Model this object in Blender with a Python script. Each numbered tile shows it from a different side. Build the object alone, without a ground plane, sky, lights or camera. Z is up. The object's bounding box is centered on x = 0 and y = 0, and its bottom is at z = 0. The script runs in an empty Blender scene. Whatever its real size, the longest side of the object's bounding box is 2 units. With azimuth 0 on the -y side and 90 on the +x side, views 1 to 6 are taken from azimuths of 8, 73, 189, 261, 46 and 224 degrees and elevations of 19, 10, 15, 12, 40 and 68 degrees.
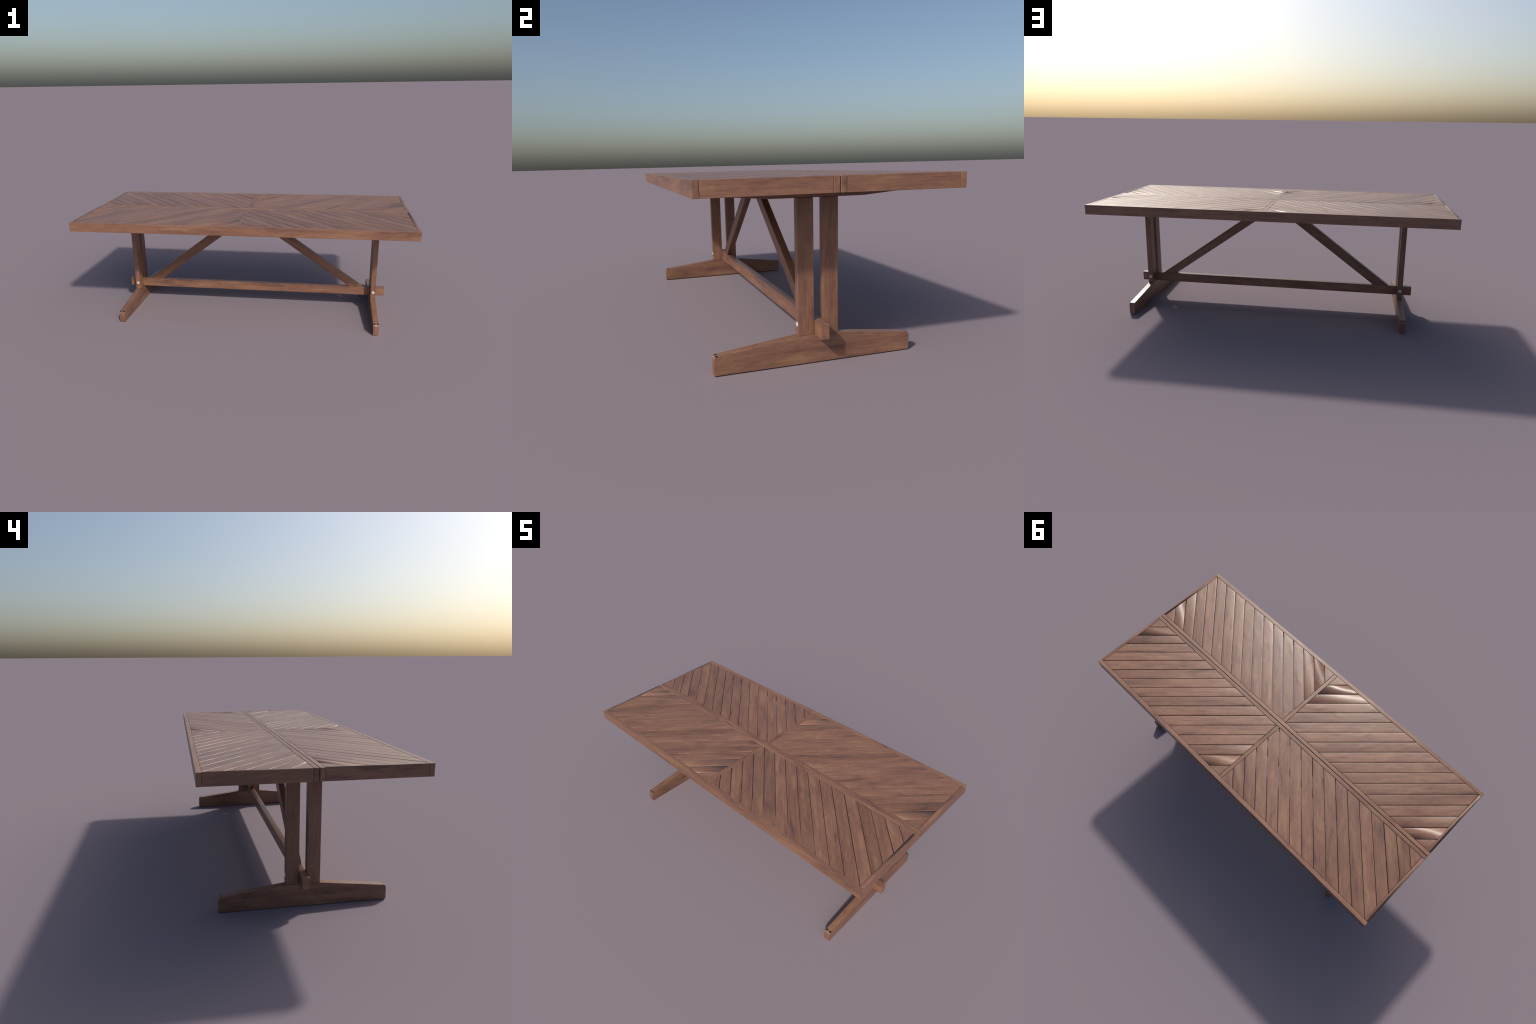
import bpy, bmesh, math, random
from mathutils import Vector, Matrix, noise

random.seed(7)
scene = bpy.context.scene

# ------------------------------------------------------------------ sizes (m)
TOP_Z, BOTTOM_Z = 0.6639, 0.6106      # table top frame
HALF_LENGTH, HALF_WIDTH = 1.0, 0.4532
RAIL = 0.0213                         # width of the long frame rails
END_RAIL = 0.0180                     # width of the end rails
DIVIDER = 0.0107                      # half width of the cross bar in the middle
CENTRE_GAP = 0.0011                   # half the slit between the two leaves
CENTRE_RAIL_EDGE = 0.0220
SLAT_TOP, SLAT_THICK = 0.6636, 0.020
SLAT_PITCH = 0.0812                   # measured along the long side
SLAT_SLOPE = 0.983                    # dx / dy of the slat joints
SLAT_GAP = 0.0029
BASE_LEGS = ((0.7895, 0.8205), (-0.7815, -0.7505))   # x range of each trestle
FOOT_TOP = 0.1030
BEARER_Z = 0.5885


# ------------------------------------------------------------------ materials
def wood_material(name, light=1.0, rough=0.385, dents_amount=0.08, specular=0.55, painted_shade_spots=None):
    """Stained hardwood: grain runs along the part's own X axis."""
    m = bpy.data.materials.new(name)
    m.use_nodes = True
    nt = m.node_tree
    nt.nodes.clear()
    N, L = nt.nodes.new, nt.links.new
    out = N('ShaderNodeOutputMaterial')
    bsdf = N('ShaderNodeBsdfPrincipled')
    L(bsdf.outputs[0], out.inputs[0])
    tc = N('ShaderNodeTexCoord')
    info = N('ShaderNodeObjectInfo')
    # every piece is cut from another place of the log
    shift = N('ShaderNodeVectorMath'); shift.operation = 'SCALE'
    shift.inputs[0].default_value = (31.0, 17.0, 23.0)
    L(info.outputs['Random'], shift.inputs['Scale'])
    add = N('ShaderNodeVectorMath'); add.operation = 'ADD'
    L(tc.outputs['Object'], add.inputs[0]); L(shift.outputs[0], add.inputs[1])

    def noise_tex(scale_vec, scale, detail, rough_=0.55, distort=0.0):
        mp = N('ShaderNodeMapping')
        mp.inputs['Scale'].default_value = scale_vec
        L(add.outputs[0], mp.inputs[0])
        n = N('ShaderNodeTexNoise')
        n.inputs['Scale'].default_value = scale
        n.inputs['Detail'].default_value = detail
        n.inputs['Roughness'].default_value = rough_
        n.inputs['Distortion'].default_value = distort
        L(mp.outputs[0], n.inputs['Vector'])
        return n

    def ramp(src, stops):
        r = N('ShaderNodeValToRGB')
        e = r.color_ramp.elements
        while len(e) < len(stops):
            e.new(0.5)
        for el, (p, c) in zip(e, stops):
            el.position = p
            el.color = (*c, 1)
        L(src, r.inputs[0])
        return r

    def mix(kind, fac, a, b):
        x = N('ShaderNodeMix'); x.data_type = 'RGBA'; x.blend_type = kind
        if isinstance(fac, float):
            x.inputs['Factor'].default_value = fac
        else:
            L(fac, x.inputs['Factor'])
        L(a, x.inputs['A'])
        if isinstance(b, tuple):
            x.inputs['B'].default_value = (*b, 1)
        else:
            L(b, x.inputs['B'])
        return x.outputs['Result']

    k = light * 1.08
    tone = noise_tex((1.6, 9.0, 9.0), 3.2, 4.0, 0.6, 0.3)
    base = ramp(tone.outputs['Fac'], [
        (0.31, (0.118 * k, 0.061 * k, 0.044 * k)),
        (0.43, (0.190 * k, 0.091 * k, 0.061 * k)),
        (0.55, (0.214 * k, 0.106 * k, 0.067 * k)),
        (0.70, (0.252 * k, 0.137 * k, 0.081 * k))])
    # reddish and olive clouds of the stain
    cloud = noise_tex((3.0, 7.0, 7.0), 4.2, 4.0, 0.6)
    red = ramp(cloud.outputs['Fac'], [(0.56, (0, 0, 0)), (0.74, (1, 1, 1))])
    olive = ramp(cloud.outputs['Fac'], [(0.27, (1, 1, 1)), (0.43, (0, 0, 0))])
    col = mix('MIX', red.outputs[0], base.outputs[0], (0.182 * k, 0.082 * k, 0.062 * k))
    col = mix('MIX', olive.outputs[0], col, (0.186 * k, 0.106 * k, 0.056 * k))
    # long fibres
    fibre = noise_tex((1.0, 26.0, 26.0), 4.5, 6.0, 0.65, 0.2)
    fr = ramp(fibre.outputs['Fac'], [(0.30, (0.80, 0.78, 0.77)), (0.50, (1, 1, 1)), (0.72, (1.10, 1.09, 1.07))])
    col = mix('MULTIPLY', 1.0, col, fr.outputs[0])
    mottle = noise_tex((3.5, 9.0, 9.0), 9.0, 5.0, 0.65, 0.4)
    mr = ramp(mottle.outputs['Fac'], [(0.30, (0.76, 0.73, 0.72)), (0.48, (1, 1, 1)), (0.70, (1.12, 1.11, 1.08))])
    col = mix('MULTIPLY', 0.65, col, mr.outputs[0])
    pores = noise_tex((3.0, 110.0, 110.0), 5.0, 3.0, 0.6)
    pr = ramp(pores.outputs['Fac'], [(0.32, (0.80, 0.78, 0.77)), (0.47, (1, 1, 1))])
    col = mix('MULTIPLY', 0.7, col, pr.outputs[0])
    # each board a little lighter or darker
    vr = N('ShaderNodeMapRange')
    vr.inputs['To Min'].default_value = 0.87
    vr.inputs['To Max'].default_value = 1.11
    L(info.outputs['Random'], vr.inputs['Value'])
    vm = N('ShaderNodeVectorMath'); vm.operation = 'SCALE'
    L(col, vm.inputs[0]); L(vr.outputs[0], vm.inputs['Scale'])
    col = vm.outputs[0]
    if painted_shade_spots:
        # dark shading dots at the foot ends, painted into the base colour
        for centre, radius in painted_shade_spots:
            d = N('ShaderNodeVectorMath'); d.operation = 'DISTANCE'
            d.inputs[1].default_value = centre
            L(tc.outputs['Object'], d.inputs[0])
            s = N('ShaderNodeMapRange')
            s.inputs['From Min'].default_value = radius * 0.55
            s.inputs['From Max'].default_value = radius
            s.inputs['To Min'].default_value = 1.0
            s.inputs['To Max'].default_value = 0.0
            L(d.outputs['Value'], s.inputs['Value'])
            col = mix('MIX', s.outputs[0], col, (0.012, 0.010, 0.009))
    L(col, bsdf.inputs['Base Color'])
    rr = N('ShaderNodeMapRange')
    rr.inputs['To Min'].default_value = rough - 0.06
    rr.inputs['To Max'].default_value = rough + 0.07
    L(tone.outputs['Fac'], rr.inputs['Value'])
    L(rr.outputs[0], bsdf.inputs['Roughness'])
    bsdf.inputs['Specular IOR Level'].default_value = specular
    # shallow hand-planed unevenness plus fibres
    dents = noise_tex((1.0, 2.0, 2.0), 13.0, 0.0, 0.5)
    b1 = N('ShaderNodeBump')
    b1.inputs['Strength'].default_value = dents_amount
    b1.inputs['Distance'].default_value = 0.004
    sparse = N('ShaderNodeMapRange')          # only here and there a knock
    sparse.interpolation_type = 'SMOOTHSTEP'
    sparse.inputs['From Min'].default_value = 0.54
    sparse.inputs['From Max'].default_value = 0.90
    L(dents.outputs['Fac'], sparse.inputs['Value'])
    L(sparse.outputs[0], b1.inputs['Height'])
    b2 = N('ShaderNodeBump')
    b2.inputs['Strength'].default_value = 0.08
    b2.inputs['Distance'].default_value = 0.0015
    L(fibre.outputs['Fac'], b2.inputs['Height'])
    L(b1.outputs[0], b2.inputs['Normal'])
    L(b2.outputs[0], bsdf.inputs['Normal'])
    return m


def steel_material():
    m = bpy.data.materials.new('brushed_steel')
    m.use_nodes = True
    nt = m.node_tree
    b = nt.nodes['Principled BSDF']
    tc = nt.nodes.new('ShaderNodeTexCoord')
    n = nt.nodes.new('ShaderNodeTexNoise')
    n.inputs['Scale'].default_value = 260.0
    r = nt.nodes.new('ShaderNodeValToRGB')
    r.color_ramp.elements[0].color = (0.50, 0.49, 0.47, 1)
    r.color_ramp.elements[1].color = (0.76, 0.75, 0.72, 1)
    nt.links.new(tc.outputs['Object'], n.inputs['Vector'])
    nt.links.new(n.outputs['Fac'], r.inputs[0])
    nt.links.new(r.outputs[0], b.inputs['Base Color'])
    b.inputs['Metallic'].default_value = 0.2
    b.inputs['Roughness'].default_value = 0.5
    return m


SLAT_WOOD = wood_material('slat_wood', 1.0, dents_amount=0.10, specular=0.56)
FRAME_WOOD = wood_material('frame_wood', 1.0)
LEG_WOOD = wood_material('leg_wood', 0.97)
STEEL = steel_material()

table = bpy.data.objects.new('trestle_table', None)
table.empty_display_size = 0.2
scene.collection.objects.link(table)
table['label'] = 'long brown wooden trestle table with chevron slatted top'
table['category'] = 'dining table'


# ------------------------------------------------------------------ helpers
def add_object(name, mesh, matrix, material, parent=None):
    o = bpy.data.objects.new(name, mesh)
    scene.collection.objects.link(o)
    if not mesh.materials:
        mesh.materials.append(material)
    if parent is None:
        o.parent = table
        o.matrix_world = matrix
    else:
        o.parent = parent
        o.matrix_local = parent.matrix_world.inverted() @ matrix
    return o


def weighted_normals(me, override=None):
    """Big faces stay flat, rounded edges blend; override may retouch a corner."""
    for p in me.polygons:
        p.use_smooth = True
    acc = [Vector() for _ in me.vertices]
    for p in me.polygons:
        w = p.area * p.area
        for v in p.vertices:
            acc[v] += p.normal * w
    normals = []
    for p in me.polygons:
        for v in p.vertices:
            n = acc[v].normalized() if acc[v].length > 0 else p.normal.copy()
            if n.dot(p.normal) < 0.2:
                n = p.normal.copy()
            if override:
                n = override(me.vertices[v].co, p, n)
            normals.append(n)
    me.normals_split_custom_set(normals)


def prism(name, outline, half, bevel=0.0012, segments=2, override=None):
    """Solid whose outline lies in local XZ, extruded along Y by +-half."""
    bm = bmesh.new()
    front = [bm.verts.new((x, -half, z)) for x, z in outline]
    back = [bm.verts.new((x, half, z)) for x, z in outline]
    bm.faces.new(front)
    bm.faces.new(back[::-1])
    n = len(outline)
    for i in range(n):
        j = (i + 1) % n
        bm.faces.new((front[j], front[i], back[i], back[j]))
    bmesh.ops.recalc_face_normals(bm, faces=bm.faces)
    sharp = [e for e in bm.edges if e.calc_face_angle(0) > math.radians(28)]
    bmesh.ops.bevel(bm, geom=sharp, offset=bevel, segments=segments, profile=0.5,
                    affect='EDGES', clamp_overlap=True)
    me = bpy.data.meshes.new(name)
    bm.to_mesh(me)
    bm.free()
    weighted_normals(me, override)
    return me


def box_outline(length, height):
    a, b = length / 2, height / 2
    return [(-a, -b), (a, -b), (a, b), (-a, b)]


def beam_between(name, x0, x1, y0, y1, z0, z1, grain, material, bevel=0.0012, parent=None, override=None):
    """Axis-aligned beam; grain is the world axis its fibres follow."""
    c = Vector(((x0 + x1) / 2, (y0 + y1) / 2, (z0 + z1) / 2))
    sx, sy, sz = x1 - x0, y1 - y0, z1 - z0
    if grain == 'x':
        me = prism(name, box_outline(sx, sz), sy / 2, bevel, override=override)
        rot = Matrix.Identity(4)
    elif grain == 'y':
        me = prism(name, box_outline(sy, sz), sx / 2, bevel, override=override)
        rot = Matrix.Rotation(math.pi / 2, 4, 'Z')
    else:
        me = prism(name, box_outline(sz, sx), sy / 2, bevel, override=override)
        rot = Matrix.Rotation(-math.pi / 2, 4, 'Y')
    return add_object(name, me, Matrix.Translation(c) @ rot, material, parent)


# ------------------------------------------------------------------ table top frame
for s in (-1, 1):
    y0, y1 = sorted((s * HALF_WIDTH, s * (HALF_WIDTH - RAIL)))
    beam_between('side_rail', -HALF_LENGTH, HALF_LENGTH, y0, y1, BOTTOM_Z, TOP_Z, 'x', FRAME_WOOD, 0.0017)
    y0, y1 = sorted((s * CENTRE_GAP, s * CENTRE_RAIL_EDGE))
    beam_between('centre_rail', -HALF_LENGTH, HALF_LENGTH, y0, y1, BOTTOM_Z, TOP_Z, 'x', FRAME_WOOD, 0.0024)


def shade_bent_normals(half_len, half_thick, amount):
    """Bends top-face normals to draw a shading wedge; the rail itself is straight."""
    def f(co, poly, n):
        if poly.normal.z < 0.9:
            return n
        t = (co.x / half_len + 1) / 2          # 1 at the +y end
        s = co.y / half_thick                  # local +y is world -x
        if s > 0:
            k = max(0.0, t) ** 2 * amount
            return (n * (1 - k) + Vector((0, 1, 0)) * k).normalized()
        k = max(0.0, 1 - t) ** 2 * 0.5
        return (n * (1 - k) + Vector((0, -1, 0)) * k).normalized()
    return f


for sx in (-1, 1):
    for sy in (-1, 1):
        y0, y1 = sorted((sy * (CENTRE_RAIL_EDGE + 0.0006), sy * (HALF_WIDTH - RAIL - 0.0006)))
        x0, x1 = sorted((sx * (HALF_LENGTH - 0.0004), sx * (HALF_LENGTH - END_RAIL)))
        hl, ht = (y1 - y0) / 2, (x1 - x0) / 2
        beam_between('end_rail', x0, x1, y0, y1, BOTTOM_Z + 0.0002, TOP_Z - 0.0004, 'y',
                     FRAME_WOOD, 0.0014, override=shade_bent_normals(hl, ht, 0.95 if sy < 0 else (0.12 if sx > 0 else 0.8)))
for sy in (-1, 1):
    y0, y1 = sorted((sy * (CENTRE_RAIL_EDGE + 0.0006), sy * (HALF_WIDTH - RAIL - 0.0006)))
    beam_between('divider_bar', -DIVIDER, DIVIDER, y0, y1, BOTTOM_Z + 0.004, TOP_Z - 0.0003, 'y', FRAME_WOOD, 0.0022)


# ------------------------------------------------------------------ chevron slats
def clip(poly, a, b, c):
    """Keep the part of a convex polygon with a*x + b*y <= c."""
    out = []
    for i, p in enumerate(poly):
        q = poly[(i + 1) % len(poly)]
        dp, dq = a * p[0] + b * p[1] - c, a * q[0] + b * q[1] - c
        if dp <= 0:
            out.append(p)
        if dp * dq < 0:
            t = dp / (dp - dq)
            out.append((p[0] + t * (q[0] - p[0]), p[1] + t * (q[1] - p[1])))
    return out


def slat_mesh(corners, twist, crown, seed):
    """Prism over a convex outline (local u,v), top gridded so its face can be
    given bright and dark shading bands by leaned normals, without real twist."""
    v0, v1 = min(p[1] for p in corners), max(p[1] for p in corners)
    knees = [p[1] - v0 for p in corners if v0 + 2e-3 < p[1] < v1 - 2e-3]
    rnd = random.Random(seed)

    def span(v):
        v = min(max(v, v0), v1)
        us = []
        n = len(corners)
        for i in range(n):
            (ua, va), (ub, vb) = corners[i], corners[(i + 1) % n]
            if abs(va - vb) < 1e-9:
                if abs(v - va) < 1e-9:
                    us += [ua, ub]
            elif min(va, vb) - 1e-9 <= v <= max(va, vb) + 1e-9:
                us.append(ua + (v - va) / (vb - va) * (ub - ua))
        return min(us), max(us)

    eb = 0.0012                               # rounded arris
    w = v1 - v0
    rows = [0.0, eb * 0.35, eb] + [eb + (w - 2 * eb) * i / 8 for i in range(1, 8)] + [w - eb, w - eb * 0.35, w]
    rows = sorted(set(rows + knees))
    bm = bmesh.new()
    grid, par = [], {}
    cols = 16
    off = Vector((rnd.random() * 50, rnd.random() * 50, 0))
    for r in rows:
        v = v0 + r
        a, b = span(v)
        length = b - a
        e = min(eb * 1.4, length * 0.2)
        us = [0, e * 0.35, e] + [e + (length - 2 * e) * i / (cols - 1) for i in range(1, cols - 1)] + [length - e, length - e * 0.35, length]
        line = []
        for u in us:
            dv = min(r, w - r)
            du = min(u, length - u)
            d = max(0.0, min(dv, du / 1.4))
            drop = 0.0
            if d < eb:
                x = 1 - d / eb
                drop = 0.0010 * x * x
            p = Vector((a + u, v, -drop))
            wob = noise.noise(Vector((p.x * 16, p.y * 30, 0)) + off) * 0.00025
            bv = bm.verts.new(p + Vector((0, 0, wob)))
            par[bv] = (u / length if length > 1e-6 else 0.5, r / w, d)
            line.append(bv)
        grid.append(line)
    top_faces = []
    for i in range(len(rows) - 1):
        for j in range(len(grid[0]) - 1):
            top_faces.append(bm.faces.new((grid[i][j], grid[i][j + 1], grid[i + 1][j + 1], grid[i + 1][j])))
    ring = grid[0] + [l[-1] for l in grid[1:-1]] + grid[-1][::-1] + [l[0] for l in grid[-2:0:-1]]
    low = [bm.verts.new((p.co.x, p.co.y, -SLAT_THICK)) for p in ring]
    n = len(ring)
    for i in range(n):
        j = (i + 1) % n
        bm.faces.new((ring[j], ring[i], low[i], low[j]))
    bm.faces.new(low[::-1])
    bm.normal_update()
    bm.verts.index_update()
    info = {v.index: q for v, q in par.items()}
    me = bpy.data.meshes.new('slat')
    bm.to_mesh(me)
    bm.free()
    for p in me.polygons:
        p.use_smooth = True
    ntop = len(top_faces)
    acc = [Vector() for _ in me.vertices]
    for p in me.polygons[:ntop]:
        for v in p.vertices:
            acc[v] += p.normal * (p.area + 1e-9)
    normals = []
    for k, p in enumerate(me.polygons):
        for v in p.vertices:
            if k >= ntop:
                normals.append(p.normal.copy())
                continue
            s, t, d = info[v]
            nn = acc[v].normalized() if acc[v].length > 0 else Vector((0, 0, 1))
            ss = s if twist >= 0 else 1 - s
            k1 = abs(twist) * (ss * t) ** 1.25
            k2 = abs(twist) * ((1 - ss) * (1 - t)) ** 1.25
            lean = (k1 - k2) + crown * (2 * t - 1) ** 3
            normals.append((nn + Vector((0, lean, 0))).normalized())
    me.normals_split_custom_set(normals)
    return me


IN_X, IN_Y = DIVIDER + 0.0009, CENTRE_RAIL_EDGE + 0.0009
OUT_X, OUT_Y = HALF_LENGTH - END_RAIL - 0.0009, HALF_WIDTH - RAIL - 0.0009
norm = math.hypot(1.0, SLAT_SLOPE)
corner_c = 0.982 - SLAT_SLOPE * 0.432
joints = [corner_c - k * SLAT_PITCH for k in range(11, -5, -1)]   # a - slope*b = c
bounds = [-9.0] + joints + [9.0]
seed = 100
for sx in (-1, 1):
    for sy in (-1, 1):
        u = Vector((SLAT_SLOPE, sx * sy * 1.0, 0)).normalized()
        v = Vector((0, 0, 1)).cross(u)
        strength = 0.7 if (sx < 0 and sy > 0) else (0.8 if sx * sy < 0 else 1.0)
        gaps = [SLAT_GAP / 2 * norm * random.uniform(0.72, 1.2) for _ in bounds]
        for i in range(len(bounds) - 1):
            lo, hi = bounds[i], bounds[i + 1]
            poly = [(IN_X, IN_Y), (OUT_X, IN_Y), (OUT_X, OUT_Y), (IN_X, OUT_Y)]
            poly = clip(poly, 1.0, -SLAT_SLOPE, hi - gaps[i + 1])
            poly = clip(poly, -1.0, SLAT_SLOPE, -(lo + gaps[i]))
            if len(poly) < 3:
                continue
            pts = [Vector((sx * a, sy * b, 0)) for a, b in poly]
            c = sum(pts, Vector()) / len(pts)
            local = [((p - c).dot(u), (p - c).dot(v)) for p in pts]
            area = sum(local[k][0] * local[(k + 1) % len(local)][1] - local[(k + 1) % len(local)][0] * local[k][1]
                       for k in range(len(local)))
            if area < 0:
                local.reverse()
            last = len(bounds) - 2
            rank = min(i, last - i)
            twist = {0: 0.03, 1: 0.95, 2: 0.42 if (i < 8 and sy < 0) else 0.2, 3: 0.05}.get(rank, random.uniform(0.0, 0.05)) * strength
            if sx * sy < 0:
                twist = -twist
            seed += 1
            me = slat_mesh(local, twist, random.uniform(0.0, 0.025), seed)
            rot = Matrix((u, v, Vector((0, 0, 1)))).transposed().to_4x4()
            z = SLAT_TOP + random.uniform(-0.0005, 0.0001)
            add_object('slat', me, Matrix.Translation((c.x, c.y, z)) @ rot, SLAT_WOOD)

# ------------------------------------------------------------------ trestles
def foot_outline():
    """Side view along y: tapered ends with a rounded nose."""
    def nose(end, s, top, r=0.016):
        pts = [(end, 0.0), (end, top - r)]
        for k in range(1, 6):
            a = k / 6 * math.pi / 2 * 0.93
            pts.append((end - s * r * (1 - math.cos(a)), top - r + r * math.sin(a)))
        return pts
    right = nose(0.3665, 1, 0.0700)
    left = nose(-0.3820, -1, 0.0700)
    return right + [(0.0750, FOOT_TOP), (-0.0775, FOOT_TOP)] + left[::-1]


def bearer_outline():
    t = SLAT_TOP - SLAT_THICK - 0.0008
    return [(-0.172, BEARER_Z), (0.172, BEARER_Z), (0.372, BEARER_Z + 0.0165), (0.372, t), (-0.372, t),
            (-0.372, BEARER_Z + 0.0165)]


FOOT_WOOD = wood_material('foot_wood', 0.97, painted_shade_spots=[
    ((e, yy, z), 0.0082) for e, z in ((0.3560, 0.0695), (-0.3715, 0.0695)) for yy in (-0.0105, 0.0095)])

POSTS = ((-0.0765, -0.0172), (0.0172, 0.0748))
quarter = Matrix.Rotation(math.pi / 2, 4, 'Z')
half = (BASE_LEGS[0][1] - BASE_LEGS[0][0]) / 2
foot_me = prism('foot', foot_outline(), half + 0.0006, 0.0018)
bearer_me = prism('bearer', bearer_outline(), half - 0.001, 0.0015)


def bolt_mesh():
    """Round-headed bolt, axis along local -Y."""
    bm = bmesh.new()
    prof = [(0.0, -0.0020), (0.0045, -0.0019), (0.0077, -0.0015), (0.0090, -0.0006), (0.0092, 0.0), (0.0092, 0.006)]
    seg = 28
    rings = []
    for r, y in prof[1:]:
        rings.append([bm.verts.new((r * math.cos(2 * math.pi * i / seg), y, r * math.sin(2 * math.pi * i / seg)))
                      for i in range(seg)])
    tip = bm.verts.new((0, prof[0][1], 0))
    for i in range(seg):
        j = (i + 1) % seg
        bm.faces.new((tip, rings[0][i], rings[0][j]))
        for a, b in zip(rings, rings[1:]):
            bm.faces.new((a[i], b[i], b[j], a[j]))
    bm.faces.new(rings[-1])
    bmesh.ops.recalc_face_normals(bm, faces=bm.faces)
    me = bpy.data.meshes.new('bolt')
    bm.to_mesh(me)
    bm.free()
    for p in me.polygons:
        p.use_smooth = len(p.vertices) < 10
    return me


bolt_me = bolt_mesh()
for x0, x1 in BASE_LEGS:
    xc = (x0 + x1) / 2
    add_object('foot', foot_me, Matrix.Translation((xc, 0, 0)) @ quarter, FOOT_WOOD)
    add_object('bearer', bearer_me, Matrix.Translation((xc, 0, 0)) @ quarter, LEG_WOOD)
    for y0, y1 in POSTS:
        post = beam_between('post', x0, x1, y0, y1, FOOT_TOP + 0.0002, BEARER_Z - 0.0002, 'z', LEG_WOOD, 0.0018)
        s = -1 if y0 < 0 else 1
        y_face = y0 if s < 0 else y1
        m = Matrix.Translation((xc, y_face, 0.1435))
        if s > 0:
            m = m @ Matrix.Rotation(math.pi, 4, 'Z')
        add_object('bolt', bolt_me, m, STEEL, post)

# stretcher running through both pairs of posts
STRETCHER_TOP = 0.1560
beam_between('stretcher', -0.8385, 0.8805, -0.0163, 0.0157, 0.1016, STRETCHER_TOP, 'x', LEG_WOOD, 0.0016)

# two diagonal braces rising to the middle of the top
BRACE_TOP = SLAT_TOP - SLAT_THICK - 0.0008
for lower, upper in ((((-0.6085, 0.157), (-0.0165, 0.600)), ((-0.7000, 0.157), (-0.1100, 0.600))),
                     (((0.6540, 0.157), (0.0170, 0.600)), ((0.7400, 0.157), (0.1070, 0.600)))):
    def at(line, z):
        (xa, za), (xb, zb) = line
        return xa + (z - za) / (zb - za) * (xb - xa)
    zb = STRETCHER_TOP + 0.0002
    corners = [Vector((at(lower, zb), 0, zb)), Vector((at(upper, zb), 0, zb)),
               Vector((at(upper, BRACE_TOP), 0, BRACE_TOP)), Vector((at(lower, BRACE_TOP), 0, BRACE_TOP))]
    c = sum(corners, Vector()) / 4
    axis = (corners[3] - corners[0]).normalized()
    side = Vector((-axis.z, 0, axis.x))
    outline = [((p - c).dot(axis), (p - c).dot(side)) for p in corners]
    me = prism('brace', outline, 0.0160, 0.0022)
    rot = Matrix((axis, axis.cross(side) * -1, side)).transposed()
    if rot.determinant() < 0:
        rot = Matrix((axis, axis.cross(side), side)).transposed()
    add_object('brace', me, Matrix.Translation(c + Vector((0, -0.0003, 0))) @ rot.to_4x4(), LEG_WOOD)
